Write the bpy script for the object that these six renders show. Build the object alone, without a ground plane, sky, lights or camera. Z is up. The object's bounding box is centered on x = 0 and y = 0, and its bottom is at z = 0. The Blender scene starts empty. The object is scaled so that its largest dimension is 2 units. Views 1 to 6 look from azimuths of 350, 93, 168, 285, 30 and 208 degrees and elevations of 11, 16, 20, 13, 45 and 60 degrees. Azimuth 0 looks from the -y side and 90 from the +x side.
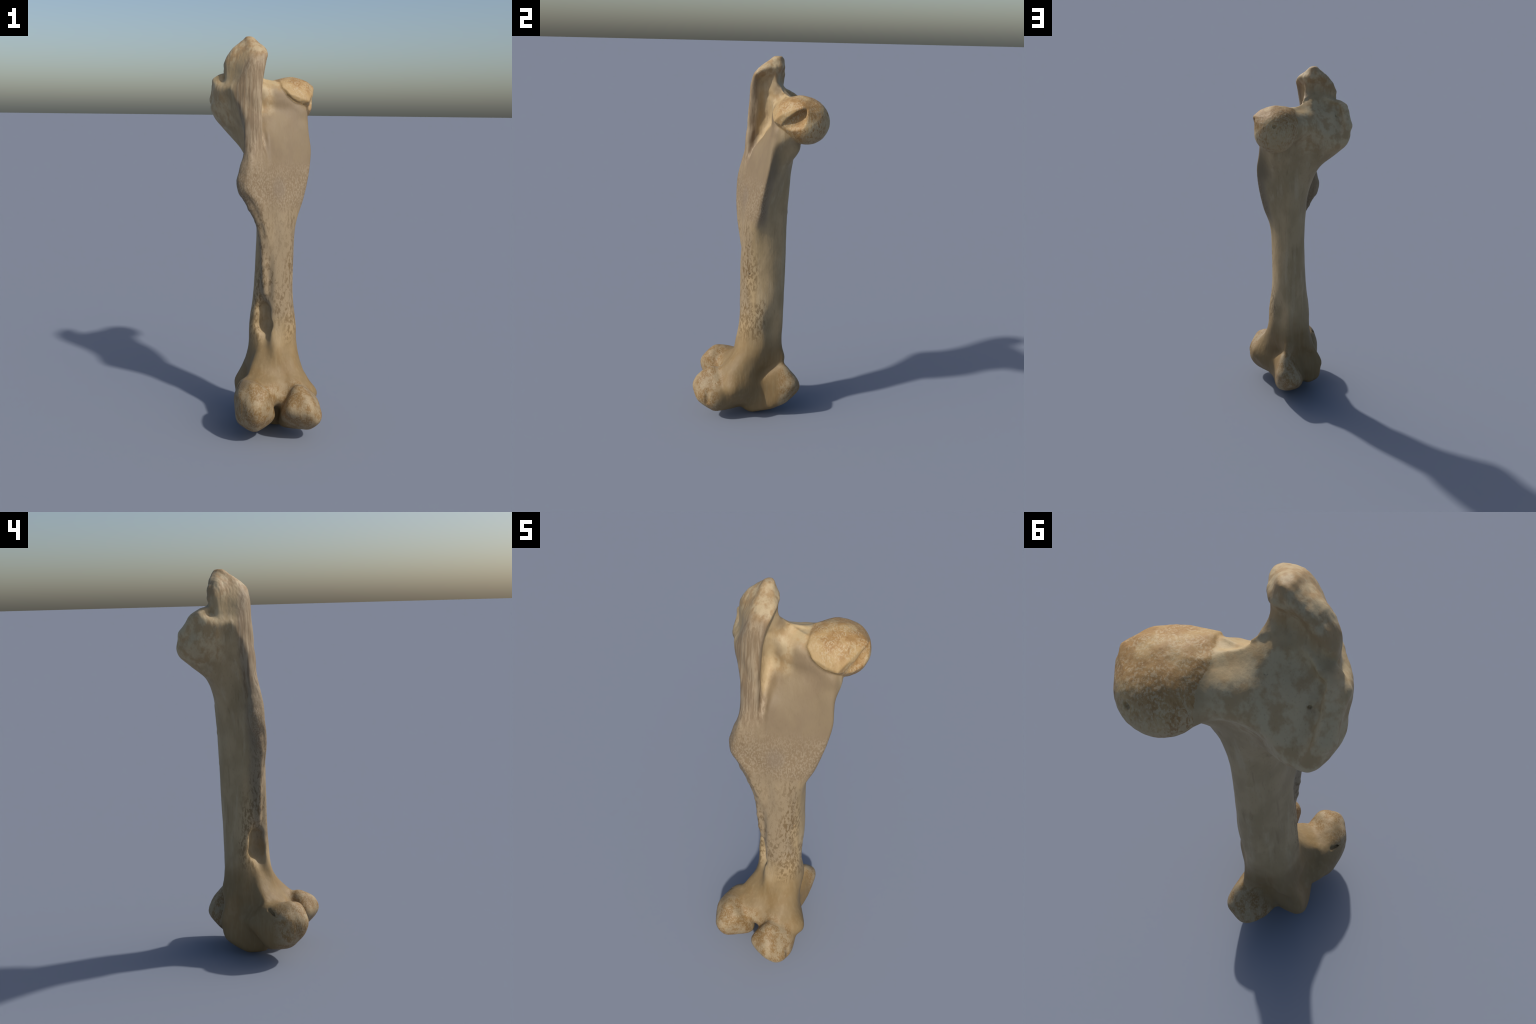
"""A horse thigh bone (femur) standing upright on its knee end.

The bone is described as a solid field: a loft through horizontal cross sections makes
the shaft and its flared ends, further lofts and swept round tubes make the trochanters,
the head, the condyles and the trochlear ridges, and hollows are carved out of it.
The field is turned into one smooth skin, which is then split into anatomical parts.
"""
import numpy as np

STEP = 0.0036                      # size of one field cell, metres

# ---------------------------------------------------------------- field helpers
X0, X1, Y0, Y1, Z0, Z1 = -0.32, 0.32, -0.40, 0.40, -0.02, 2.03


def make_grid(step):
    return (np.arange(X0, X1, step, dtype=np.float32), np.arange(Y0, Y1, step, dtype=np.float32),
            np.arange(Z0, Z1, step, dtype=np.float32))


def blur(d, reach):
    """Soften a field over a few cells along each axis."""
    for axis in range(3):
        for _ in range(2):
            pad = np.concatenate([np.take(d, [0] * reach, axis), d, np.take(d, [-1] * reach, axis)], axis)
            c = np.cumsum(pad.astype(np.float64), axis)
            c = np.concatenate([np.zeros_like(np.take(c, [0], axis)), c], axis)
            n = d.shape[axis]
            take = lambda a, b: np.take(c, np.arange(a, b), axis)
            d = ((take(2 * reach + 1, 2 * reach + 1 + n) - take(0, n)) / (2 * reach + 1)).astype(np.float32)
    return d


class Field:
    """A box-shaped array of signed distances (negative inside)."""

    def __init__(self, step):
        self.step = step
        self.xs, self.ys, self.zs = make_grid(step)
        self.d = np.full((len(self.xs), len(self.ys), len(self.zs)), 0.5, np.float32)

    def window(self, lo, hi):
        sl = []
        for axis, a, b in zip((self.xs, self.ys, self.zs), lo, hi):
            i0 = int(np.clip(np.searchsorted(axis, a), 0, len(axis) - 2))
            i1 = int(np.clip(np.searchsorted(axis, b), i0 + 2, len(axis)))
            sl.append(slice(i0, i1))
        x, y, z = self.xs[sl[0]], self.ys[sl[1]], self.zs[sl[2]]
        return tuple(sl), x[:, None, None], y[None, :, None], z[None, None, :]

    def add(self, sl, f, k):
        a = self.d[sl]
        h = np.clip(0.5 + 0.5 * (a - f) / k, 0, 1)
        self.d[sl] = a + (f - a) * h - k * h * (1 - h)

    def soften(self, z_low, z_high, reach, margin=.04):
        """Round off everything between two heights over the given reach in metres."""
        cells = max(1, round(reach / self.step / 2))
        sl, x, y, z = self.window((X0, Y0, z_low - margin), (X1, Y1, z_high + margin))
        w = np.clip(np.minimum(z - z_low, z_high - z) / margin + 1, 0, 1)
        self.d[sl] += (blur(self.d[sl], cells) - self.d[sl]) * w

    def cut(self, sl, f, k):
        a = self.d[sl]
        h = np.clip(0.5 - 0.5 * (a + f) / k, 0, 1)
        self.d[sl] = a + (-f - a) * h + k * h * (1 - h)


def hermite(t, knots, values):
    """Smooth curve through values (n, ...) at the given knots, no overshoot between equal knots."""
    knots, values = np.asarray(knots, float), np.asarray(values, float)
    h = np.diff(knots).reshape((-1,) + (1,) * (values.ndim - 1))
    s = np.diff(values, axis=0) / h
    m = np.concatenate([s[:1], (s[:-1] * h[1:] + s[1:] * h[:-1]) / (h[1:] + h[:-1]), s[-1:]])
    t = np.clip(np.asarray(t, float), knots[0], knots[-1])
    i = np.clip(np.searchsorted(knots, t) - 1, 0, len(knots) - 2)
    shape = (-1,) + (1,) * (values.ndim - 1)
    dt = (knots[i + 1] - knots[i]).reshape(shape)
    u = (t - knots[i]).reshape(shape) / dt
    return ((1 + 2 * u) * (1 - u) ** 2 * values[i] + u * (1 - u) ** 2 * dt * m[i]
            + u * u * (3 - 2 * u) * values[i + 1] + u * u * (u - 1) * dt * m[i + 1])


def closed_curve(points, sub=5):
    """Catmull-Rom curve through a ring of control points (chord-length tangents)."""
    p = np.asarray(points, float)
    n = len(p)
    out = []
    nxt, prv = np.roll(p, -1, 0), np.roll(p, 1, 0)
    d1 = np.linalg.norm(nxt - p, axis=1)[:, None] + 1e-6
    d0 = np.linalg.norm(p - prv, axis=1)[:, None] + 1e-6
    tan = ((nxt - p) / d1 * d0 + (p - prv) / d0 * d1) / (d0 + d1)
    for a in range(n):
        b = (a + 1) % n
        for u in np.arange(sub) / sub:
            out.append((1 + 2 * u) * (1 - u) ** 2 * p[a] + u * (1 - u) ** 2 * d1[a] * tan[a]
                       + u * u * (3 - 2 * u) * p[b] + u * u * (u - 1) * d1[a] * tan[b])
    return np.array(out)


def ring_distance(ring, x, y):
    """Signed distance from points (x, y) to a closed outline."""
    px, py = (a.astype(np.float32) for a in np.broadcast_arrays(x, y))
    best = np.full(px.shape, 9.0, np.float32)
    inside = np.zeros(px.shape, bool)
    n = len(ring)
    for a in range(n):
        ax, ay = ring[a]
        bx, by = ring[(a + 1) % n]
        ex, ey = bx - ax, by - ay
        wx, wy = px - ax, py - ay
        t = np.clip((wx * ex + wy * ey) / (ex * ex + ey * ey + 1e-12), 0, 1)
        best = np.minimum(best, (wx - ex * t) ** 2 + (wy - ey * t) ** 2)
        if by != ay:
            inside ^= ((ay > py) != (by > py)) & (px < ex * (py - ay) / (by - ay) + ax)
    best = np.sqrt(best)
    return np.where(inside, -best, best)


def loft(field, sections, k, pad=0.05, cap=0.02, sub=5):
    """Skin through horizontal rings {height: ring of (x, y)}, joined to the field with blend k."""
    zk = sorted(sections)
    rings = np.array([sections[z] for z in zk])
    lo = rings.min((0, 1)) - pad
    hi = rings.max((0, 1)) + pad
    sl, x, y, z = field.window((lo[0], lo[1], zk[0] - pad), (hi[0], hi[1], zk[-1] + pad))
    zz = z.ravel()
    coarse = np.linspace(zz[0], zz[-1], max(4, len(zz) // 2))
    at = hermite(coarse, zk, rings)
    planes = np.stack([ring_distance(closed_curve(r, sub), x[:, :, 0], y[:, :, 0]) for r in at], -1)
    pos = (zz - coarse[0]) / (coarse[1] - coarse[0])
    i = np.clip(pos.astype(int), 0, len(coarse) - 2)
    w = (pos - i).astype(np.float32)
    f = planes[:, :, i] * (1 - w) + planes[:, :, i + 1] * w
    gz = np.gradient(f, field.step, axis=2)
    f = f / np.sqrt(1 + np.clip(gz, -3, 3) ** 2)
    over = np.maximum(zk[0] - z, z - zk[-1]).astype(np.float32)
    h = np.clip(0.5 - 0.5 * (f - over) / cap, 0, 1)
    f = f + (over - f) * h + cap * h * (1 - h)
    field.add(sl, f.astype(np.float32), k)


def tube_distance(field, stations, pad):
    """Distance to a chain of round cones; stations are (x, y, z, radius)."""
    s = np.asarray(stations, float)
    big = s[:, 3].max() + pad
    sl, x, y, z = field.window(s[:, :3].min(0) - big, s[:, :3].max(0) + big)
    best = None
    if len(s) == 1:
        s = np.concatenate([s, s + [[0, 0, 1e-4, 0]]])
    for a, b in zip(s[:-1], s[1:]):
        e = b[:3] - a[:3]
        t = np.clip(((x - a[0]) * e[0] + (y - a[1]) * e[1] + (z - a[2]) * e[2]) / (e @ e), 0, 1)
        d = np.sqrt((x - a[0] - e[0] * t) ** 2 + (y - a[1] - e[1] * t) ** 2 + (z - a[2] - e[2] * t) ** 2)
        d = d - (a[3] + (b[3] - a[3]) * t)
        best = d if best is None else smooth_min(best, d, 0.012)
    return sl, best.astype(np.float32)


def smooth_min(a, b, k):
    h = np.clip(0.5 + 0.5 * (a - b) / k, 0, 1)
    return a + (b - a) * h - k * h * (1 - h)


def tube(field, stations, k, pad=0.06):
    sl, f = tube_distance(field, stations, pad)
    field.add(sl, f, k)


def groove(field, stations, k, pad=0.05):
    sl, f = tube_distance(field, stations, pad)
    field.cut(sl, f, k)


def turn(rx, ry, rz):
    rx, ry, rz = np.radians((rx, ry, rz))
    cx, sx, cy, sy, cz, sz = np.cos(rx), np.sin(rx), np.cos(ry), np.sin(ry), np.cos(rz), np.sin(rz)
    return (np.array([[cz, -sz, 0], [sz, cz, 0], [0, 0, 1]]) @ np.array([[cy, 0, sy], [0, 1, 0], [-sy, 0, cy]])
            @ np.array([[1, 0, 0], [0, cx, -sx], [0, sx, cx]]))


def ellipsoid_distance(field, centre, radii, rot=(0, 0, 0), pad=0.06):
    c, r = np.asarray(centre, float), np.asarray(radii, float)
    big = r.max() + pad
    sl, x, y, z = field.window(c - big, c + big)
    m = turn(*rot).T
    q = [m[i, 0] * (x - c[0]) + m[i, 1] * (y - c[1]) + m[i, 2] * (z - c[2]) for i in range(3)]
    k0 = np.sqrt(sum((q[i] / r[i]) ** 2 for i in range(3)))
    k1 = np.sqrt(sum((q[i] / r[i] ** 2) ** 2 for i in range(3))) + 1e-6
    return sl, (k0 * (k0 - 1) / k1).astype(np.float32)


def lump(field, centre, radii, k, rot=(0, 0, 0)):
    sl, f = ellipsoid_distance(field, centre, radii, rot)
    field.add(sl, f, k)


def dent(field, centre, radii, k, rot=(0, 0, 0)):
    sl, f = ellipsoid_distance(field, centre, radii, rot)
    field.cut(sl, f, k)


def wheel(field, centre, radius, half, edge, k, rot=(0, 0, 0)):
    """A thick disc with rounded edges; its axle runs along x before it is turned."""
    c = np.asarray(centre, float)
    big = np.hypot(radius, half) + 0.06
    sl, x, y, z = field.window(c - big, c + big)
    m = turn(*rot).T
    q = [m[i, 0] * (x - c[0]) + m[i, 1] * (y - c[1]) + m[i, 2] * (z - c[2]) for i in range(3)]
    a = np.sqrt(q[1] ** 2 + q[2] ** 2) - (radius - edge)
    b = np.abs(q[0]) - (half - edge)
    f = np.sqrt(np.maximum(a, 0) ** 2 + np.maximum(b, 0) ** 2) + np.minimum(np.maximum(a, b), 0) - edge
    field.add(sl, f.astype(np.float32), k)


DIRECTIONS = 420


def spread(n):
    i = np.arange(n) + .5
    tilt, spin = np.arccos(1 - 2 * i / n), np.pi * (1 + 5 ** .5) * i
    return np.stack([np.cos(spin) * np.sin(tilt), np.sin(spin) * np.sin(tilt), np.cos(tilt)], 1)


def hull_distance(balls, points):
    b, n = np.asarray(balls, float), spread(DIRECTIONS)
    reach = (n @ b[:, :3].T + b[:, 3]).max(1)
    best = np.full(len(points), -9.0)
    for d, h in zip(n, reach):
        best = np.maximum(best, points @ d - h)
    return best


def hull(field, balls, k, pad=0.05, carve=False):
    """Tight skin stretched over a set of balls (x, y, z, radius): flat faces, rounded edges."""
    b = np.asarray(balls, float)
    n = spread(DIRECTIONS)
    reach = (n @ b[:, :3].T + b[:, 3]).max(1)
    r = b[:, 3:]
    sl, x, y, z = field.window((b[:, :3] - r).min(0) - pad, (b[:, :3] + r).max(0) + pad)
    f = np.full(np.broadcast_shapes(x.shape, y.shape, z.shape), -9, np.float32)
    for (nx, ny, nz), h in zip(n.astype(np.float32), reach.astype(np.float32)):
        np.maximum(f, (nx * x + ny * y - h) + nz * z, out=f)
    if carve:
        field.cut(sl, f, k)
    else:
        field.add(sl, f, k)


# ---------------------------------------------------------------- the bone's shape
# Each ring runs round the bone from the lateral edge of the rear crest, across the rear face
# to the medial border, round the front and back along the lateral face.
BODY = {
    0.060: [(-0.158, -0.133), (-0.070, -0.100), (-0.010, -0.040), (0.030, -0.030), (0.080, -0.060), (0.115, -0.048), (0.115, 0.009),
            (0.112, 0.072), (0.040, 0.080), (-0.010, 0.020), (-0.050, 0.030), (-0.073, 0.021), (-0.080, -0.003), (-0.078, -0.061)],
    0.120: [(-0.150, -0.147), (-0.100, -0.150), (-0.010, -0.100), (0.030, -0.100), (0.100, -0.140), (0.182, -0.116), (0.150, -0.020),
            (0.110, 0.080), (0.050, 0.130), (-0.020, 0.050), (-0.070, 0.060), (-0.095, 0.053), (-0.089, 0.019), (-0.093, -0.068)],
    0.200: [(-0.137, -0.159), (-0.100, -0.200), (-0.008, -0.212), (0.042, -0.215), (0.120, -0.200), (0.248, -0.123), (0.171, -0.016),
            (0.098, 0.063), (0.060, 0.140), (-0.030, 0.100), (-0.080, 0.090), (-0.162, 0.118), (-0.114, 0.020), (-0.163, -0.057)],
    0.280: [(-0.122, -0.162), (-0.090, -0.200), (-0.008, -0.220), (0.041, -0.195), (0.130, -0.214), (0.198, -0.119), (0.170, -0.020),
            (0.097, 0.049), (0.075, 0.130), (-0.020, 0.105), (-0.080, 0.105), (-0.129, 0.106), (-0.095, 0.020), (-0.111, -0.063)],
    0.340: [(-0.107, -0.114), (-0.055, -0.145), (0.000, -0.152), (0.050, -0.150), (0.133, -0.147), (0.175, -0.089), (0.160, 0.000),
            (0.110, 0.080), (0.079, 0.167), (-0.010, 0.115), (-0.061, 0.134), (-0.092, 0.105), (-0.105, 0.030), (-0.097, -0.050)],
    0.420: [(-0.060, -0.075), (-0.013, -0.104), (0.018, -0.127), (0.061, -0.121), (0.119, -0.099), (0.157, -0.050), (0.157, 0.032),
            (0.112, 0.093), (0.071, 0.141), (-0.010, 0.125), (-0.056, 0.116), (-0.081, 0.075), (-0.089, 0.010), (-0.072, -0.042)],
    0.560: [(-0.049, -0.045), (-0.010, -0.100), (0.020, -0.103), (0.060, -0.101), (0.111, -0.086), (0.149, -0.031), (0.140, 0.030),
            (0.100, 0.079), (0.061, 0.142), (0.000, 0.129), (-0.045, 0.100), (-0.076, 0.062), (-0.084, 0.000), (-0.061, -0.031)],
    0.700: [(-0.029, -0.065), (-0.010, -0.080), (0.020, -0.101), (0.059, -0.097), (0.096, -0.081), (0.131, -0.029), (0.135, 0.040),
            (0.111, 0.097), (0.060, 0.144), (0.000, 0.131), (-0.035, 0.105), (-0.060, 0.060), (-0.070, -0.000), (-0.057, -0.040)],
    0.900: [(-0.032, -0.081), (-0.017, -0.086), (0.020, -0.102), (0.060, -0.094), (0.099, -0.079), (0.129, -0.030), (0.129, 0.040),
            (0.108, 0.095), (0.061, 0.146), (-0.001, 0.136), (-0.030, 0.105), (-0.049, 0.060), (-0.059, 0.000), (-0.039, -0.047)],
    1.100: [(-0.059, -0.101), (-0.045, -0.124), (0.008, -0.094), (0.060, -0.090), (0.105, -0.068), (0.147, -0.017), (0.136, 0.040),
            (0.107, 0.094), (0.055, 0.147), (-0.001, 0.138), (-0.034, 0.102), (-0.051, 0.051), (-0.055, 0.000), (-0.062, -0.050)],
    1.200: [(-0.107, -0.119), (-0.090, -0.134), (0.000, -0.100), (0.060, -0.078), (0.125, -0.045), (0.185, 0.013), (0.151, 0.056),
            (0.106, 0.098), (0.055, 0.148), (-0.001, 0.141), (-0.030, 0.105), (-0.060, 0.053), (-0.062, 0.000), (-0.068, -0.058)],
    1.270: [(-0.169, -0.098), (-0.142, -0.137), (-0.035, -0.112), (0.060, -0.068), (0.135, -0.028), (0.203, 0.022), (0.160, 0.065),
            (0.108, 0.104), (0.055, 0.154), (-0.012, 0.140), (-0.045, 0.105), (-0.065, 0.050), (-0.066, 0.000), (-0.083, -0.053)],
    1.350: [(-0.162, -0.091), (-0.129, -0.133), (-0.045, -0.111), (0.060, -0.055), (0.150, -0.008), (0.220, 0.037), (0.179, 0.082),
            (0.114, 0.118), (0.055, 0.159), (-0.021, 0.146), (-0.060, 0.115), (-0.085, 0.060), (-0.075, 0.005), (-0.085, -0.045)],
    1.450: [(-0.138, -0.074), (-0.106, -0.110), (-0.046, -0.091), (0.060, -0.028), (0.160, 0.020), (0.231, 0.058), (0.186, 0.093),
            (0.135, 0.142), (0.059, 0.165), (-0.031, 0.169), (-0.085, 0.147), (-0.124, 0.092), (-0.102, 0.035), (-0.093, -0.027)],
    1.550: [(-0.133, -0.071), (-0.057, -0.086), (-0.040, -0.050), (0.050, 0.003), (0.140, 0.040), (0.220, 0.070), (0.193, 0.133),
            (0.153, 0.206), (0.050, 0.193), (-0.045, 0.190), (-0.117, 0.218), (-0.195, 0.204), (-0.182, 0.100), (-0.127, 0.002)],
    1.600: [(-0.132, -0.071), (-0.057, -0.081), (-0.050, 0.000), (0.040, 0.023), (0.130, 0.052), (0.217, 0.083), (0.211, 0.154),
            (0.140, 0.210), (0.040, 0.203), (-0.062, 0.207), (-0.160, 0.252), (-0.226, 0.251), (-0.236, 0.140), (-0.152, 0.010)],
    1.660: [(-0.136, -0.064), (-0.080, -0.055), (-0.065, 0.045), (0.015, 0.053), (0.120, 0.068), (0.205, 0.090), (0.200, 0.160),
            (0.130, 0.230), (0.030, 0.225), (-0.085, 0.236), (-0.170, 0.250), (-0.240, 0.245), (-0.274, 0.150), (-0.188, 0.025)],
    1.700: [(-0.140, -0.055), (-0.072, -0.046), (-0.065, 0.045), (0.010, 0.053), (0.100, 0.067), (0.170, 0.110), (0.180, 0.170),
            (0.120, 0.240), (0.020, 0.236), (-0.070, 0.231), (-0.150, 0.215), (-0.228, 0.213), (-0.265, 0.160), (-0.221, 0.027)],
    1.760: [(-0.140, -0.050), (-0.074, -0.024), (-0.060, 0.035), (-0.015, 0.063), (0.048, 0.077), (0.090, 0.106), (0.120, 0.160),
            (0.090, 0.210), (0.024, 0.183), (-0.069, 0.175), (-0.150, 0.165), (-0.233, 0.185), (-0.262, 0.149), (-0.222, 0.034)],
    1.805: [(-0.130, -0.049), (-0.068, -0.014), (-0.050, 0.020), (-0.068, 0.084), (-0.008, 0.121), (0.042, 0.110), (-0.014, 0.122),
            (0.027, 0.147), (-0.010, 0.137), (-0.070, 0.142), (-0.154, 0.094), (-0.222, 0.166), (-0.263, 0.125), (-0.182, 0.080)],
    1.850: [(-0.095, -0.045), (-0.072, -0.019), (-0.060, 0.010), (-0.076, 0.052), (-0.072, 0.081), (-0.061, 0.099), (-0.052, 0.087),
            (-0.047, 0.082), (-0.060, 0.070), (-0.090, 0.096), (-0.120, 0.090), (-0.140, 0.084), (-0.148, 0.065), (-0.140, 0.020)],
}
# Upper process of the great trochanter: fossa lip, rear corner, lateral face, lateral end,
# front end, hollow front face, inner pillar, floor of the fossa.
PROCESS = {
    1.560: [(-0.060, -0.075), (-0.095, -0.065), (-0.110, -0.040), (-0.120, 0.000), (-0.110, 0.040), (-0.090, 0.050), (-0.080, 0.040), (-0.070, -0.010)],
    1.660: [(-0.054, -0.080), (-0.120, -0.062), (-0.165, 0.000), (-0.190, 0.060), (-0.180, 0.100), (-0.130, 0.130), (-0.060, 0.120), (-0.085, 0.045)],
    1.760: [(-0.050, -0.068), (-0.120, -0.066), (-0.175, 0.000), (-0.210, 0.060), (-0.200, 0.100), (-0.110, 0.130), (-0.010, 0.122), (-0.072, 0.025)],
    1.820: [(-0.040, -0.062), (-0.105, -0.066), (-0.170, 0.010), (-0.213, 0.070), (-0.200, 0.095), (-0.110, 0.105), (-0.028, 0.098), (-0.066, 0.012)],
    1.880: [(-0.026, -0.050), (-0.085, -0.060), (-0.160, 0.010), (-0.213, 0.080), (-0.200, 0.100), (-0.120, 0.085), (-0.044, 0.070), (-0.061, 0.010)],
    1.920: [(-0.018, -0.035), (-0.075, -0.043), (-0.145, 0.015), (-0.193, 0.070), (-0.185, 0.100), (-0.110, 0.090), (-0.048, 0.076), (-0.032, 0.025)],
    1.945: [(-0.022, 0.000), (-0.085, -0.020), (-0.135, 0.025), (-0.175, 0.070), (-0.165, 0.100), (-0.110, 0.104), (-0.060, 0.099), (-0.030, 0.050)],
    1.975: [(-0.050, 0.040), (-0.095, 0.020), (-0.120, 0.050), (-0.138, 0.080), (-0.130, 0.103), (-0.100, 0.107), (-0.075, 0.100), (-0.055, 0.070)],
    2.003: [(-0.075, 0.065), (-0.093, 0.057), (-0.109, 0.070), (-0.107, 0.085), (-0.100, 0.095), (-0.090, 0.098), (-0.079, 0.094), (-0.072, 0.081)],
}
HEAD = (.157, .243, 1.695)
# small nutrient holes: centre and radius
HOLES = [(.188, .340, 1.734, .0095), (.200, -.216, .226, .009), (-.097, -.235, .070, .007), (.124, -.040, .856, .006),
         (-.190, .173, 1.745, .005), (-.194, .170, 1.757, .004), (-.072, .155, 1.778, .004), (.178, .352, 1.700, .004)]


# the head: a ball and the raised rim of its joint surface, which overhangs the neck
BALL = [(0.1605, 0.2398, 1.691, 0.1146), (0.1531, 0.2071, 1.7112, 0.1086), (0.1399, 0.2321, 1.7074, 0.1046), (0.1571, 0.1718, 1.7193, 0.0855)]
RIM = [(0.215, 0.0825, 1.6978, 0.0078), (0.163, 0.079, 1.701, 0.01), (0.1175, 0.0685, 1.7301, 0.0053), (0.0842, 0.0838, 1.7622, 0.0056),
       (0.0795, 0.1175, 1.7927, 0.0049), (0.0813, 0.152, 1.8019, 0.0017), (0.0639, 0.187, 1.7865, 0.0161), (0.06, 0.215, 1.76, 0.01),
       (0.06, 0.24, 1.722, 0.01), (0.2352, 0.1215, 1.73, 0.011), (0.216, 0.1635, 1.7827, 0.0146), (0.2591, 0.2158, 1.7652, 0.0164)]
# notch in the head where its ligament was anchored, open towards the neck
PIT = [(0.238, 0.128, 1.686, 0.006), (0.243, 0.17, 1.7152, 0.0063), (0.25, 0.2289, 1.7417, 0.0088), (0.253, 0.205, 1.69, 0.01), (0.24, 0.105, 1.652, 0.01),
       (0.3299, 0.0849, 1.7203, 0.0063), (0.33, 0.24, 1.7899, 0.006), (0.3299, 0.2303, 1.64, 0.0102), (0.33, 0.06, 1.62, 0.01)]
# joint end: each block is a skin over corner balls
LATERAL_CONDYLE = [(-0.1141, -0.2539, 0.31, 0.0251), (-0.0678, -0.2821, 0.2758, 0.034), (-0.0285, -0.2153, 0.1353, 0.0393), (-0.085, -0.185, 0.0798, 0.0353),
                   (-0.1023, -0.2401, 0.0991, 0.0358), (-0.109, -0.3062, 0.2209, 0.0463), (-0.1028, -0.2957, 0.1649, 0.0388), (-0.1602, -0.1405, 0.2121, 0.0308),
                   (-0.1599, -0.2366, 0.2542, 0.032), (-0.1512, -0.2412, 0.1476, 0.0399), (-0.1427, -0.16, 0.1101, 0.0408), (-0.1321, -0.1214, 0.2752, 0.0304),
                   (-0.1318, -0.0687, 0.1996, 0.0316), (-0.141, -0.1802, 0.2878, 0.0284)]
MEDIAL_CONDYLE = [(0.122, -0.2446, 0.2697, 0.0336), (0.0813, -0.2917, 0.1937, 0.0382), (0.1076, -0.2841, 0.2433, 0.0269), (0.1546, -0.3179, 0.1955, 0.0408),
                  (0.1501, -0.3035, 0.2275, 0.0397), (0.1784, -0.2199, 0.0899, 0.0414), (0.1715, -0.275, 0.1138, 0.0306), (0.2007, -0.2265, 0.121, 0.0411),
                  (0.1953, -0.202, 0.1905, 0.0413), (0.1911, -0.2847, 0.1454, 0.0458), (0.1084, -0.2346, 0.1145, 0.0319), (0.1722, -0.1298, 0.1379, 0.0345),
                  (0.0772, -0.1179, 0.0574, 0.0338)]
EPICONDYLE = [(0.2058, -0.1306, 0.2122, 0.0351), (0.1795, -0.083, 0.17, 0.0321), (0.12, -0.095, 0.12, 0.035), (0.0807, -0.0704, 0.0791, 0.0374),
              (0.1402, -0.11, 0.3, 0.0303), (0.095, 0., 0.2, 0.048)]
MEDIAL_RIDGE = [(0.0941, 0.1509, 0.2891, 0.0304), (0.1013, 0.1974, 0.2061, 0.0464), (0.0599, 0.201, 0.1662, 0.0529), (0.0242, 0.1617, 0.134, 0.0419),
                (0.0893, 0.0697, 0.0738, 0.0463), (0.0098, 0.0572, 0.0533, 0.0407), (0.0762, -0.0314, 0.0489, 0.0473), (0.0101, -0.0292, 0.0506, 0.0426),
                (0.0946, 0.1492, 0.1138, 0.0453), (0.0953, 0.0404, 0.219, 0.035)]
LATERAL_RIDGE = [(-0.125, 0.0987, 0.1968, 0.0225), (-0.1049, 0.0849, 0.2699, 0.017), (-0.1228, 0.0005, 0.1503, 0.0123), (-0.1162, 0.0736, 0.1129, 0.0351),
                 (-0.088, -0.023, 0.0462, 0.0385), (-0.0551, -0.0301, 0.05, 0.0297), (-0.0629, -0.0907, 0.0507, 0.0399), (-0.0726, 0.0676, 0.1001, 0.041),
                 (-0.085, 0.05, 0.25, 0.03)]
PLATE_RIM = [(-0.2176, 0.1257, 1.7967, 0.0253), (-0.2377, 0.1636, 1.7653, 0.0279), (-0.2388, 0.2083, 1.6985, 0.0328), (-0.2145, 0.2391, 1.6398, 0.0227)]

PROCESS_RIM = [(-0.1, 0.096, 1.9818, 0.0098), (-0.145, 0.0955, 1.9455, 0.0123), (-0.18, 0.0939, 1.9055, 0.0127), (-0.2003, 0.0889, 1.8655, 0.0123), (-0.206, 0.082, 1.835, 0.0107)]
RIM_FURROW = [(-0.2059, 0.1448, 1.797, 0.0062), (-0.207, 0.182, 1.75, 0.006), (-0.207, 0.222, 1.71, 0.006), (-0.182, 0.266, 1.65, 0.004)]


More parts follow.
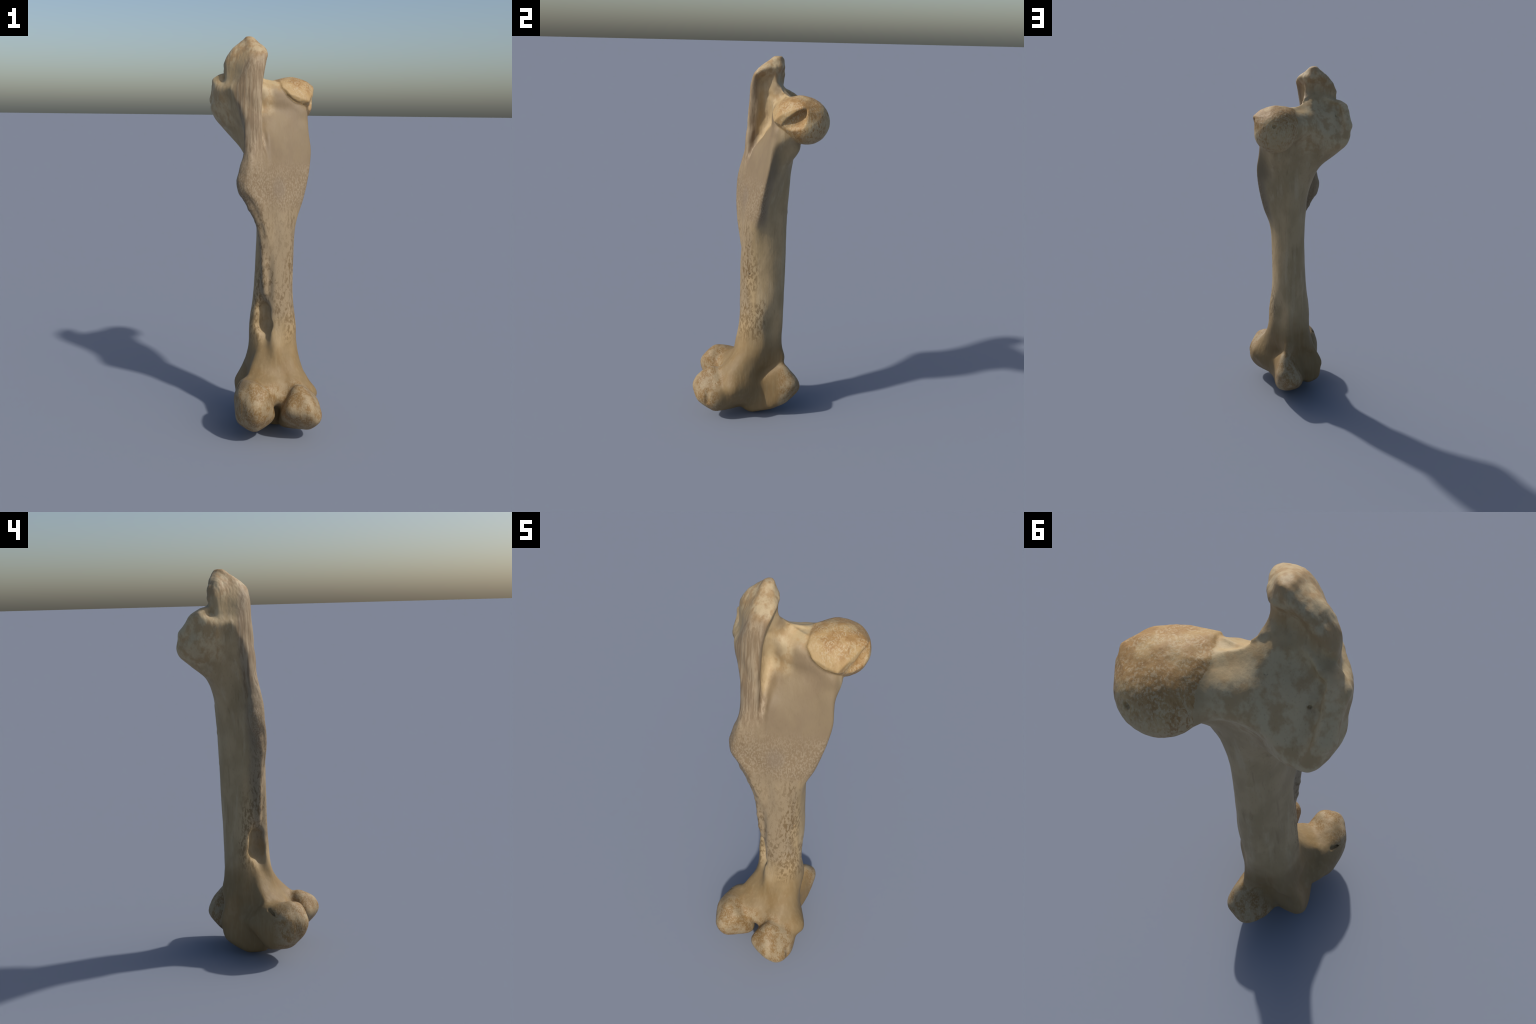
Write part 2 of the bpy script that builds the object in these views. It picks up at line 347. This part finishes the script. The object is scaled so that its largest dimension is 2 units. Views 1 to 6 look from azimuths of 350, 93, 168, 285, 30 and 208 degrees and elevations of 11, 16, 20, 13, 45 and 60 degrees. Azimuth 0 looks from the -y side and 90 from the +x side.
def build_field(step):
    f = Field(step)
    loft(f, BODY, 0.02, cap=.02)
    loft(f, PROCESS, 0.02, cap=0.008)
    tube(f, PLATE_RIM, 0.015)
    # neck, and the head whose cap overhangs it
    tube(f, [(-0.0378, 0.152, 1.7248, 0.0522), (0.0643, 0.1832, 1.7137, 0.0716), (0.11, 0.195, 1.715, 0.088)], 0.035)
    tube(f, [(-0.02, 0.18, 1.7043, 0.0612), (0.05, 0.19, 1.6998, 0.0658)], 0.03)
    tube(f, [(-0.0097, 0.1354, 1.728, 0.0423), (0.0803, 0.1482, 1.737, 0.0535)], 0.03)
    f.soften(z_low=1.52, z_high=1.83, reach=.010)
    tube(f, PROCESS_RIM, 0.010)
    groove(f, RIM_FURROW, 0.035)
    tube(f, [(0.0251, 0.195, 1.7116, 0.0615), (0.0855, 0.214, 1.7025, 0.0848)], 0.02)
    hull(f, BALL + RIM, 0.010)
    # condyles behind the shaft, trochlea in front
    hull(f, LATERAL_CONDYLE, 0.02)
    hull(f, MEDIAL_CONDYLE, 0.02)
    hull(f, EPICONDYLE, 0.03)
    hull(f, MEDIAL_RIDGE, 0.02)
    hull(f, LATERAL_RIDGE, 0.02)
    tube(f, [(-0.035, 0.074, 0.25, 0.04), (-0.036, 0.08, 0.18, 0.037), (-0.03, 0.052, 0.1, 0.034)], 0.03)
    f.soften(z_low=-.05, z_high=.40, reach=.028)
    # lip of the third trochanter running into the crest line, and a line down the front
    tube(f, [(-0.1301, -0.078, 1.375, 0.0122), (-0.1459, -0.0901, 1.31, 0.0159), (-0.1422, -0.0961, 1.25, 0.0162), (-0.1075, -0.1028, 1.1752, 0.0114),
             (-0.0694, -0.1007, 1.1102, 0.0117), (-0.0409, -0.085, 0.995, 0.012), (-0.0335, -0.0817, 0.8851, 0.0113), (-0.0297, -0.0788, 0.8, 0.0086),
             (-0.022, -0.072, 0.74, 0.005)], 0.032)
    tube(f, [(0.004, 0.1479, 1.33, 0.0059), (0.0161, 0.141, 1.187, 0.0068), (0.018, 0.136, 1.02, 0.006)], 0.010)
    # hollows
    groove(f, [(-0.012, -0.098, 1.4, 0.005), (-0.03, -0.066, 1.5, 0.013), (-0.044, -0.012, 1.6, 0.023), (-0.052, 0.014, 1.69, 0.028), (-0.05, 0.014, 1.8, 0.023), (-0.04, 0.01, 1.88, 0.011)], 0.022)
    groove(f, [(0.036, -0.37, 0.17, 0.019), (0.034, -0.29, 0.132, 0.028), (0.024, -0.21, 0.06, 0.024)], 0.02)
    groove(f, [(-0.06, -0.085, 0.72, 0.009), (-0.028, -0.059, 0.646, 0.036), (-0.018, -0.054, 0.565, 0.045), (-0.038, -0.1, 0.47, 0.02)], 0.026)
    groove(f, [(-0.058, -0.126, 0.46, 0.025), (-0.1151, -0.165, 0.3699, 0.0351)], 0.04)
    groove(f, [(-0.038, 0.1349, 0.0801, 0.0201), (-0.0401, 0.0698, 0.0243, 0.0253), (-0.04, -0., -0.004, 0.024)], 0.02)
    hull(f, PIT, 0.006, carve=True)
    groove(f, [(-0.2338, -0.015, 1.745, 0.0242), (-0.23, 0., 1.69, 0.042), (-0.245, 0.045, 1.6, 0.026)], 0.025)
    groove(f, [(0.232, -0.262, 0.265, 0.01), (0.246, -0.262, 0.2, 0.016), (0.244, -0.262, 0.13, 0.0099)], 0.012)
    groove(f, [(-.160, -.154, .294, .007), (-.170, -.177, .280, .005), (-.178, -.198, .264, .003)], 0.006)
    for x, y, z, r in HOLES:
        groove(f, [(x, y, z, r)], 0.003)
    return f


# ---------------------------------------------------------------- Blender part
import bpy
from mathutils import Vector, noise


def polygonize(field):
    """Turn the zero surface of the field into a quad skin (surface nets)."""
    d = field.d
    s = d < 0
    n = np.array(d.shape)
    corner = [(i, j, k) for i in (0, 1) for j in (0, 1) for k in (0, 1)]
    view = lambda a, c: a[c[0]:n[0] - 1 + c[0], c[1]:n[1] - 1 + c[1], c[2]:n[2] - 1 + c[2]]
    count = sum(view(s, c).astype(np.uint8) for c in corner)
    cells = np.argwhere((count > 0) & (count < 8))
    index = np.full(n - 1, -1, np.int64)
    index[tuple(cells.T)] = np.arange(len(cells))
    total, hits = np.zeros((len(cells), 3)), np.zeros((len(cells), 1))
    for c in corner:
        for axis in range(3):
            if c[axis]:
                continue
            e = list(c)
            e[axis] = 1
            a = d[tuple((cells + c).T)].astype(float)
            b = d[tuple((cells + e).T)].astype(float)
            cross = (a < 0) != (b < 0)
            t = np.where(cross, a / np.where(cross, a - b, 1), 0)
            p = cells + np.array(c, float)
            p[:, axis] += t
            total += np.where(cross[:, None], p, 0)
            hits += cross[:, None]
    verts = total / hits * field.step + np.array([field.xs[0], field.ys[0], field.zs[0]])
    quads = []
    for axis in range(3):
        u, v = (axis + 1) % 3, (axis + 2) % 3
        lo = [slice(1, m - 1) for m in n]
        hi = list(lo)
        lo[axis], hi[axis] = slice(0, n[axis] - 1), slice(1, n[axis])
        a, b = s[tuple(lo)], s[tuple(hi)]
        for flip in (False, True):
            at = np.argwhere((a & ~b) if not flip else (~a & b))
            off = np.ones(3, int)
            off[axis] = 0
            at = at + off
            ring = []
            for du, dv in ((0, 0), (-1, 0), (-1, -1), (0, -1)):
                q = at.copy()
                q[:, u] += du
                q[:, v] += dv
                ring.append(index[tuple(q.T)])
            quads.append(np.stack(ring[::-1] if flip else ring, 1))
    return verts, np.concatenate(quads)


def relax(verts, quads, rounds, amount):
    e = np.concatenate([quads[:, [0, 1]], quads[:, [1, 2]], quads[:, [2, 3]], quads[:, [3, 0]]])
    deg = np.bincount(e.ravel(), minlength=len(verts))[:, None] + 1e-9
    for a in [amount, -amount * 1.03] * rounds:
        acc = np.zeros_like(verts)
        for i in range(3):
            acc[:, i] = (np.bincount(e[:, 0], verts[e[:, 1], i], len(verts))
                         + np.bincount(e[:, 1], verts[e[:, 0], i], len(verts)))
        verts = verts + a * (acc / deg - verts)
    return verts


def vertex_normals(verts, quads):
    d1, d2 = verts[quads[:, 2]] - verts[quads[:, 0]], verts[quads[:, 3]] - verts[quads[:, 1]]
    fn = np.cross(d1, d2)
    vn = np.zeros_like(verts)
    for c in range(4):
        for i in range(3):
            vn[:, i] += np.bincount(quads[:, c], fn[:, i], len(verts))
    return vn / (np.linalg.norm(vn, axis=1)[:, None] + 1e-12)


field = build_field(STEP)
verts, quads = polygonize(field)
verts = relax(verts, quads, 2, 0.5)
normals = vertex_normals(verts, quads)


def fade(v, a, b):
    t = min(1, max(0, (v - a) / (b - a)))
    return t * t * (3 - 2 * t)


def rough(p):
    """Surface relief: low waves, rugose joint ends, a fibrous crest, a grainy rear plate."""
    x, y, z = p
    ends = fade(z, 1.5, 1.7) + fade(z, .45, .30)
    crest = fade(z, 1.35, 1.45) * fade(y, -.035, -.055) * fade(x, -.02, -.05)
    top = fade(z, 1.84, 1.92)
    plate = fade(z, 1.0, 1.15) * fade(z, 1.45, 1.32) * fade(y, .0, -.03)
    low = noise.noise(Vector((x * 9, y * 9, z * 5)))
    mid = noise.noise(Vector((x * 28 + 7, y * 28, z * 16)))
    fine = noise.noise(Vector((x * 85, y * 85 + 3, z * 40)))
    fibre = noise.noise(Vector((x * 95, y * 95, z * 7 + 5)))
    grain = noise.noise(Vector((x * 130, y * 130, z * 75)))
    return (.0014 * low + (.0007 + .0007 * ends + .0006 * top) * mid + (.0003 + .0002 * ends + .0006 * top) * fine
            + .0009 * crest * (1 - top) * fibre + .0006 * plate * grain)


verts = verts + normals * np.array([rough(p) for p in verts])[:, None]
verts[:, 2] -= verts[:, 2].min()
normals = vertex_normals(verts, quads)

# ---------------------------------------------------------------- material


class Nodes:
    """Small helper to write a node tree as expressions."""

    def __init__(self, name):
        self.mat = bpy.data.materials.new(name)
        self.mat.use_nodes = True
        self.t = self.mat.node_tree
        self.t.nodes.clear()

    def new(self, kind, **props):
        n = self.t.nodes.new(kind)
        for k, v in props.items():
            setattr(n, k, v)
        return n

    def put(self, socket, v):
        if isinstance(v, bpy.types.NodeSocket):
            self.t.links.new(v, socket)
        elif v is not None:
            socket.default_value = v

    def math(self, op, a, b=None, clamp=False):
        n = self.new("ShaderNodeMath", operation=op, use_clamp=clamp)
        self.put(n.inputs[0], a)
        self.put(n.inputs[1], b)
        return n.outputs[0]

    def mul(self, *v):
        r = v[0]
        for w in v[1:]:
            r = self.math("MULTIPLY", r, w)
        return r

    def step(self, v, a, b):
        """0 below a, 1 above b (or the other way round when a > b)."""
        n = self.new("ShaderNodeMapRange", interpolation_type="SMOOTHSTEP")
        self.put(n.inputs["Value"], v)
        lo, hi, t0, t1 = (a, b, 0.0, 1.0) if a < b else (b, a, 1.0, 0.0)
        for s, x in zip(("From Min", "From Max", "To Min", "To Max"), (lo, hi, t0, t1)):
            n.inputs[s].default_value = x
        return n.outputs[0]

    def band(self, v, a, b, c, d):
        return self.mul(self.step(v, a, b), self.step(v, d, c))

    def noise(self, vec, scale, stretch=(1, 1, 1), detail=4, rough=.55, distort=0.0, shift=(0, 0, 0)):
        m = self.new("ShaderNodeMapping")
        self.put(m.inputs["Vector"], vec)
        m.inputs["Scale"].default_value = stretch
        m.inputs["Location"].default_value = shift
        n = self.new("ShaderNodeTexNoise")
        self.put(n.inputs["Vector"], m.outputs[0])
        n.inputs["Scale"].default_value = scale
        n.inputs["Detail"].default_value = detail
        n.inputs["Roughness"].default_value = rough
        n.inputs["Distortion"].default_value = distort
        return n.outputs[0]

    def mix(self, fac, a, b):
        n = self.new("ShaderNodeMix", data_type="RGBA")
        self.put(n.inputs["Factor"], fac)
        self.put(n.inputs[6], a if isinstance(a, bpy.types.NodeSocket) else (*a, 1))
        self.put(n.inputs[7], b if isinstance(b, bpy.types.NodeSocket) else (*b, 1))
        return n.outputs[2]

    def near(self, vec, centre, r0, r1, squash=(1, 1, 1)):
        """1 within r0 of the centre, fading to 0 at r1."""
        m = self.new("ShaderNodeVectorMath", operation="SUBTRACT")
        self.put(m.inputs[0], vec)
        m.inputs[1].default_value = centre
        s = self.new("ShaderNodeVectorMath", operation="MULTIPLY")
        self.put(s.inputs[0], m.outputs[0])
        s.inputs[1].default_value = squash
        l = self.new("ShaderNodeVectorMath", operation="LENGTH")
        self.put(l.inputs[0], s.outputs[0])
        return self.step(l.outputs["Value"], r1, r0)


def bone_material(name, head=False):
    g = Nodes(name)
    co = g.new("ShaderNodeTexCoord").outputs["Object"]
    sep = g.new("ShaderNodeSeparateXYZ")
    g.put(sep.inputs[0], co)
    x, y, z = sep.outputs
    off = g.math("MULTIPLY", g.math("SUBTRACT", g.noise(co, 7, detail=3), .5), .22)
    zw = g.math("ADD", z, off)
    yw = g.math("ADD", y, g.math("MULTIPLY", off, .35))
    xw = g.math("ADD", x, g.math("MULTIPLY", off, .35))

    tan, cream, olive = (.41, .30, .162), (.48, .38, .24), (.335, .243, .125)
    rust, umber, taupe = (.25, .135, .045), (.16, .10, .045), (.190, .136, .080)

    fibre = g.noise(co, 60, (1, 1, .09), detail=4, rough=.6)
    streak = g.noise(co, 24, (1, 1, .12), detail=4, rough=.6, shift=(2, 5, 1))
    cloud = g.noise(co, 11, (1, 1, .5), detail=4, rough=.55)
    blot = g.noise(co, 26, (1, 1, .7), detail=4, rough=.6, shift=(4, 0, 9))
    fleck = g.noise(co, 85, (1, 1, .42), detail=3, rough=.62, distort=.35)
    grain = g.noise(co, 150, (1, 1, .55), detail=3, rough=.6, shift=(1, 7, 3))
    dust = g.noise(co, 210, (1, 1, .3), detail=2)

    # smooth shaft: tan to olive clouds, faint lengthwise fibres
    col = g.mix(g.step(cloud, .36, .64), tan, olive)
    col = g.mix(g.mul(g.step(streak, .50, .70), .45), col, cream)
    col = g.mix(g.mul(g.step(fibre, .56, .72), .30), col, umber)

    # rear face of the shaft: browner bone, darkened further by baked-in shade, with small brown flecks clustered in patches
    rear = g.mul(g.step(yw, -.015, -.06), g.band(zw, .50, .64, 1.40, 1.56))
    back = g.math("SUBTRACT", yw, g.math("MULTIPLY", x, .38))
    upper = g.mul(g.step(back, .012, -.025), g.band(zw, 1.08, 1.18, 1.55, 1.68))
    col = g.mix(g.mul(g.math("MAXIMUM", rear, upper), .85), col, (.265, .202, .125))
    patch = g.math("ADD", g.mul(g.step(g.noise(co, 8, (1, 1, .45), detail=2, shift=(3, 1, 2)), .40, .62), .65), .35)
    col = g.mix(g.mul(rear, patch, g.step(fleck, .48, .62), .75), col, (.13, .083, .037))
    # lateral edge above the pit and a patch low on the medial side hold the same flecks
    side = g.mul(g.band(zw, .40, .52, .80, .95), g.step(yw, .035, -.01), g.step(x, -.02, -.05))
    low = g.mul(g.band(zw, .44, .52, .64, .72), g.step(x, .06, .10), g.step(yw, .07, .02))
    spot = g.mul(g.near(co, (.120, -.045, .86), .03, .085, (1, 1, .42)), .9)
    brown = g.math("MAXIMUM", g.math("MAXIMUM", side, low), spot)
    col = g.mix(g.mul(brown, g.step(fleck, .44, .58), .75), col, (.16, .10, .04))

    # rear plate and third trochanter: brown ground thick with fine pale flecks
    plate = g.mul(g.band(zw, 1.10, 1.20, 1.34, 1.44), g.step(back, -.01, -.045))
    col = g.mix(g.mul(plate, .8), col, (.195, .135, .075))
    col = g.mix(g.mul(plate, g.step(grain, .44, .60), .52), col, (.34, .275, .185))
    col = g.mix(g.mul(g.near(co, (.04, -.08, 1.27), .015, .06, (1, 1, .7)), .5), col, (.20, .155, .11))

    # hollow panel under the neck: smooth taupe
    hollow = g.mul(g.band(zw, 1.28, 1.44, 1.90, 1.97), g.step(x, -.060, -.030), g.step(y, .13, .08))
    pcol = g.mix(g.step(cloud, .35, .65), taupe, (.215, .158, .09))
    col = g.mix(g.mul(hollow, .9), col, pcol)

    # crest and tall process: pinkish, with long pale streaks
    crest = g.mul(g.step(zw, 1.36, 1.48), g.step(y, -.015, -.045), g.step(x, -.020, -.035))
    ccol = g.mix(g.step(fibre, .42, .60), (.20, .138, .08), (.315, .242, .155))
    col = g.mix(g.mul(crest, .85), col, ccol)
    top = g.mul(g.step(zw, 1.84, 1.93), g.step(x, .02, -.01))
    tcol = g.mix(g.step(blot, .42, .60), (.31, .20, .095), (.43, .335, .20))
    col = g.mix(g.mul(top, .75), col, tcol)

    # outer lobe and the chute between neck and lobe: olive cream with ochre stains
    lobe = g.mul(g.band(zw, 1.52, 1.60, 1.80, 1.86), g.step(yw, .02, .06), g.step(xw, .05, .0))
    lcol = g.mix(g.step(blot, .42, .62), (.48, .375, .22), (.37, .25, .12))
    col = g.mix(g.mul(lobe, .8), col, lcol)

    # warm collar on the neck beside the head
    collar = g.mul(g.near(co, (.050, .140, 1.780), .035, .105), g.step(zw, 1.70, 1.76))
    col = g.mix(g.mul(collar, .75), col, g.mix(g.step(blot, .40, .60), (.40, .265, .12), (.45, .345, .19)))

    # head: ochre stains and cream, mottled
    if head:
        hcol = g.mix(g.step(cloud, .38, .60), (.385, .26, .115), (.31, .18, .065))
        hcol = g.mix(g.mul(g.step(grain, .45, .58), g.step(blot, .36, .56), .50), hcol, (.48, .385, .24))
        hcol = g.mix(g.mul(g.step(fleck, .52, .64), g.step(cloud, .42, .56), .65), hcol, rust)
        pale = g.mul(g.step(zw, 1.74, 1.66), g.step(yw, .20, .26))
        hcol = g.mix(g.mul(pale, g.step(fleck, .60, .48), .6), hcol, (.47, .385, .24))
        core = g.near(co, (.160, .215, 1.715), .128, .160)
        hcol = g.mix(g.mul(g.math("SUBTRACT", 1.0, core), .7), hcol, (.37, .255, .12))
        col = hcol

    # joint end: warm ochre, fading up the shaft, with worn pale rollers
    warm = g.step(zw, .62, .38)
    wcol = g.mix(g.step(cloud, .36, .62), (.185, .115, .042), (.20, .135, .06))
    wcol = g.mix(g.mul(g.step(fibre, .48, .68), .40), wcol, (.26, .19, .095))
    col = g.mix(g.mul(warm, .9), col, wcol)
    rear_low = g.step(yw, -.16, -.225)
    joint = g.mul(g.step(zw, .38, .29), g.math("MAXIMUM", rear_low, g.step(yw, .11, .16)))
    jcol = g.mix(g.step(blot, .42, .62), (.22, .128, .046), (.31, .232, .132))
    jcol = g.mix(g.mul(g.step(grain, .48, .60), .55), jcol, (.36, .29, .18))
    col = g.mix(g.mul(joint, .85), col, jcol)

    # fine pores over everything
    col = g.mix(g.mul(g.step(dust, .58, .74), .22), col, umber)

    b = g.new("ShaderNodeBump")
    b.inputs["Strength"].default_value = .35
    b.inputs["Distance"].default_value = .0025
    g.put(b.inputs["Height"], g.math("ADD", fibre, g.math("ADD", g.math("MULTIPLY", fleck, .5), g.math("MULTIPLY", grain, .4))))
    p = g.new("ShaderNodeBsdfPrincipled")
    g.put(p.inputs["Base Color"], col)
    p.inputs["Roughness"].default_value = .6
    p.inputs["Specular IOR Level"].default_value = .35
    g.put(p.inputs["Normal"], b.outputs[0])
    o = g.new("ShaderNodeOutputMaterial")
    g.put(o.inputs[0], p.outputs[0])
    return g.mat


# ---------------------------------------------------------------- parts
centre = verts[quads].mean(1)
cx, cy, cz = centre.T
dist = lambda c: np.linalg.norm(centre - np.array(c), axis=1)
kind = np.full(len(quads), "shaft", dtype=object)
kind[(cz > 1.45) & (cx < .02)] = "great_trochanter"
kind[(cz > 1.56) & (cx >= .0)] = "femoral_neck"
near_head = np.flatnonzero(dist((.15, .20, 1.70)) < .22)
kind[near_head[hull_distance(BALL + RIM, centre[near_head]) < .0025]] = "femoral_head"
kind[(cx < -.075) & (cz > 1.17) & (cz < 1.40) & (cy < .02)] = "third_trochanter"
kind[(cx > .165) & (cz > 1.30) & (cz < 1.53)] = "lesser_trochanter"
kind[(cz < .36) & (cy > .03)] = "trochlea"
kind[(cz < .33) & (cy <= .03) & (cx >= .015)] = "condyle"
kind[(cz < .33) & (cy <= .03) & (cx < .015)] = "condyle.001"

femur = bpy.data.objects.new("femur", None)
bpy.context.scene.collection.objects.link(femur)
femur.empty_display_size = .3
femur["label"] = "weathered tan horse thigh bone standing upright on its knuckles"
femur["category"] = "bone"
bone, head_bone = bone_material("weathered_bone"), bone_material("mottled_bone", head=True)
for name in dict.fromkeys(kind):
    q = quads[kind == name]
    used, flat = np.unique(q, return_inverse=True)
    me = bpy.data.meshes.new(name)
    me.from_pydata(verts[used].tolist(), [], flat.reshape(q.shape).tolist())
    me.polygons.foreach_set("use_smooth", np.ones(len(q), bool))
    me.normals_split_custom_set_from_vertices(normals[used].tolist())
    me.materials.append(head_bone if name == "femoral_head" else bone)
    ob = bpy.data.objects.new(name, me)
    ob.parent = femur
    bpy.context.scene.collection.objects.link(ob)
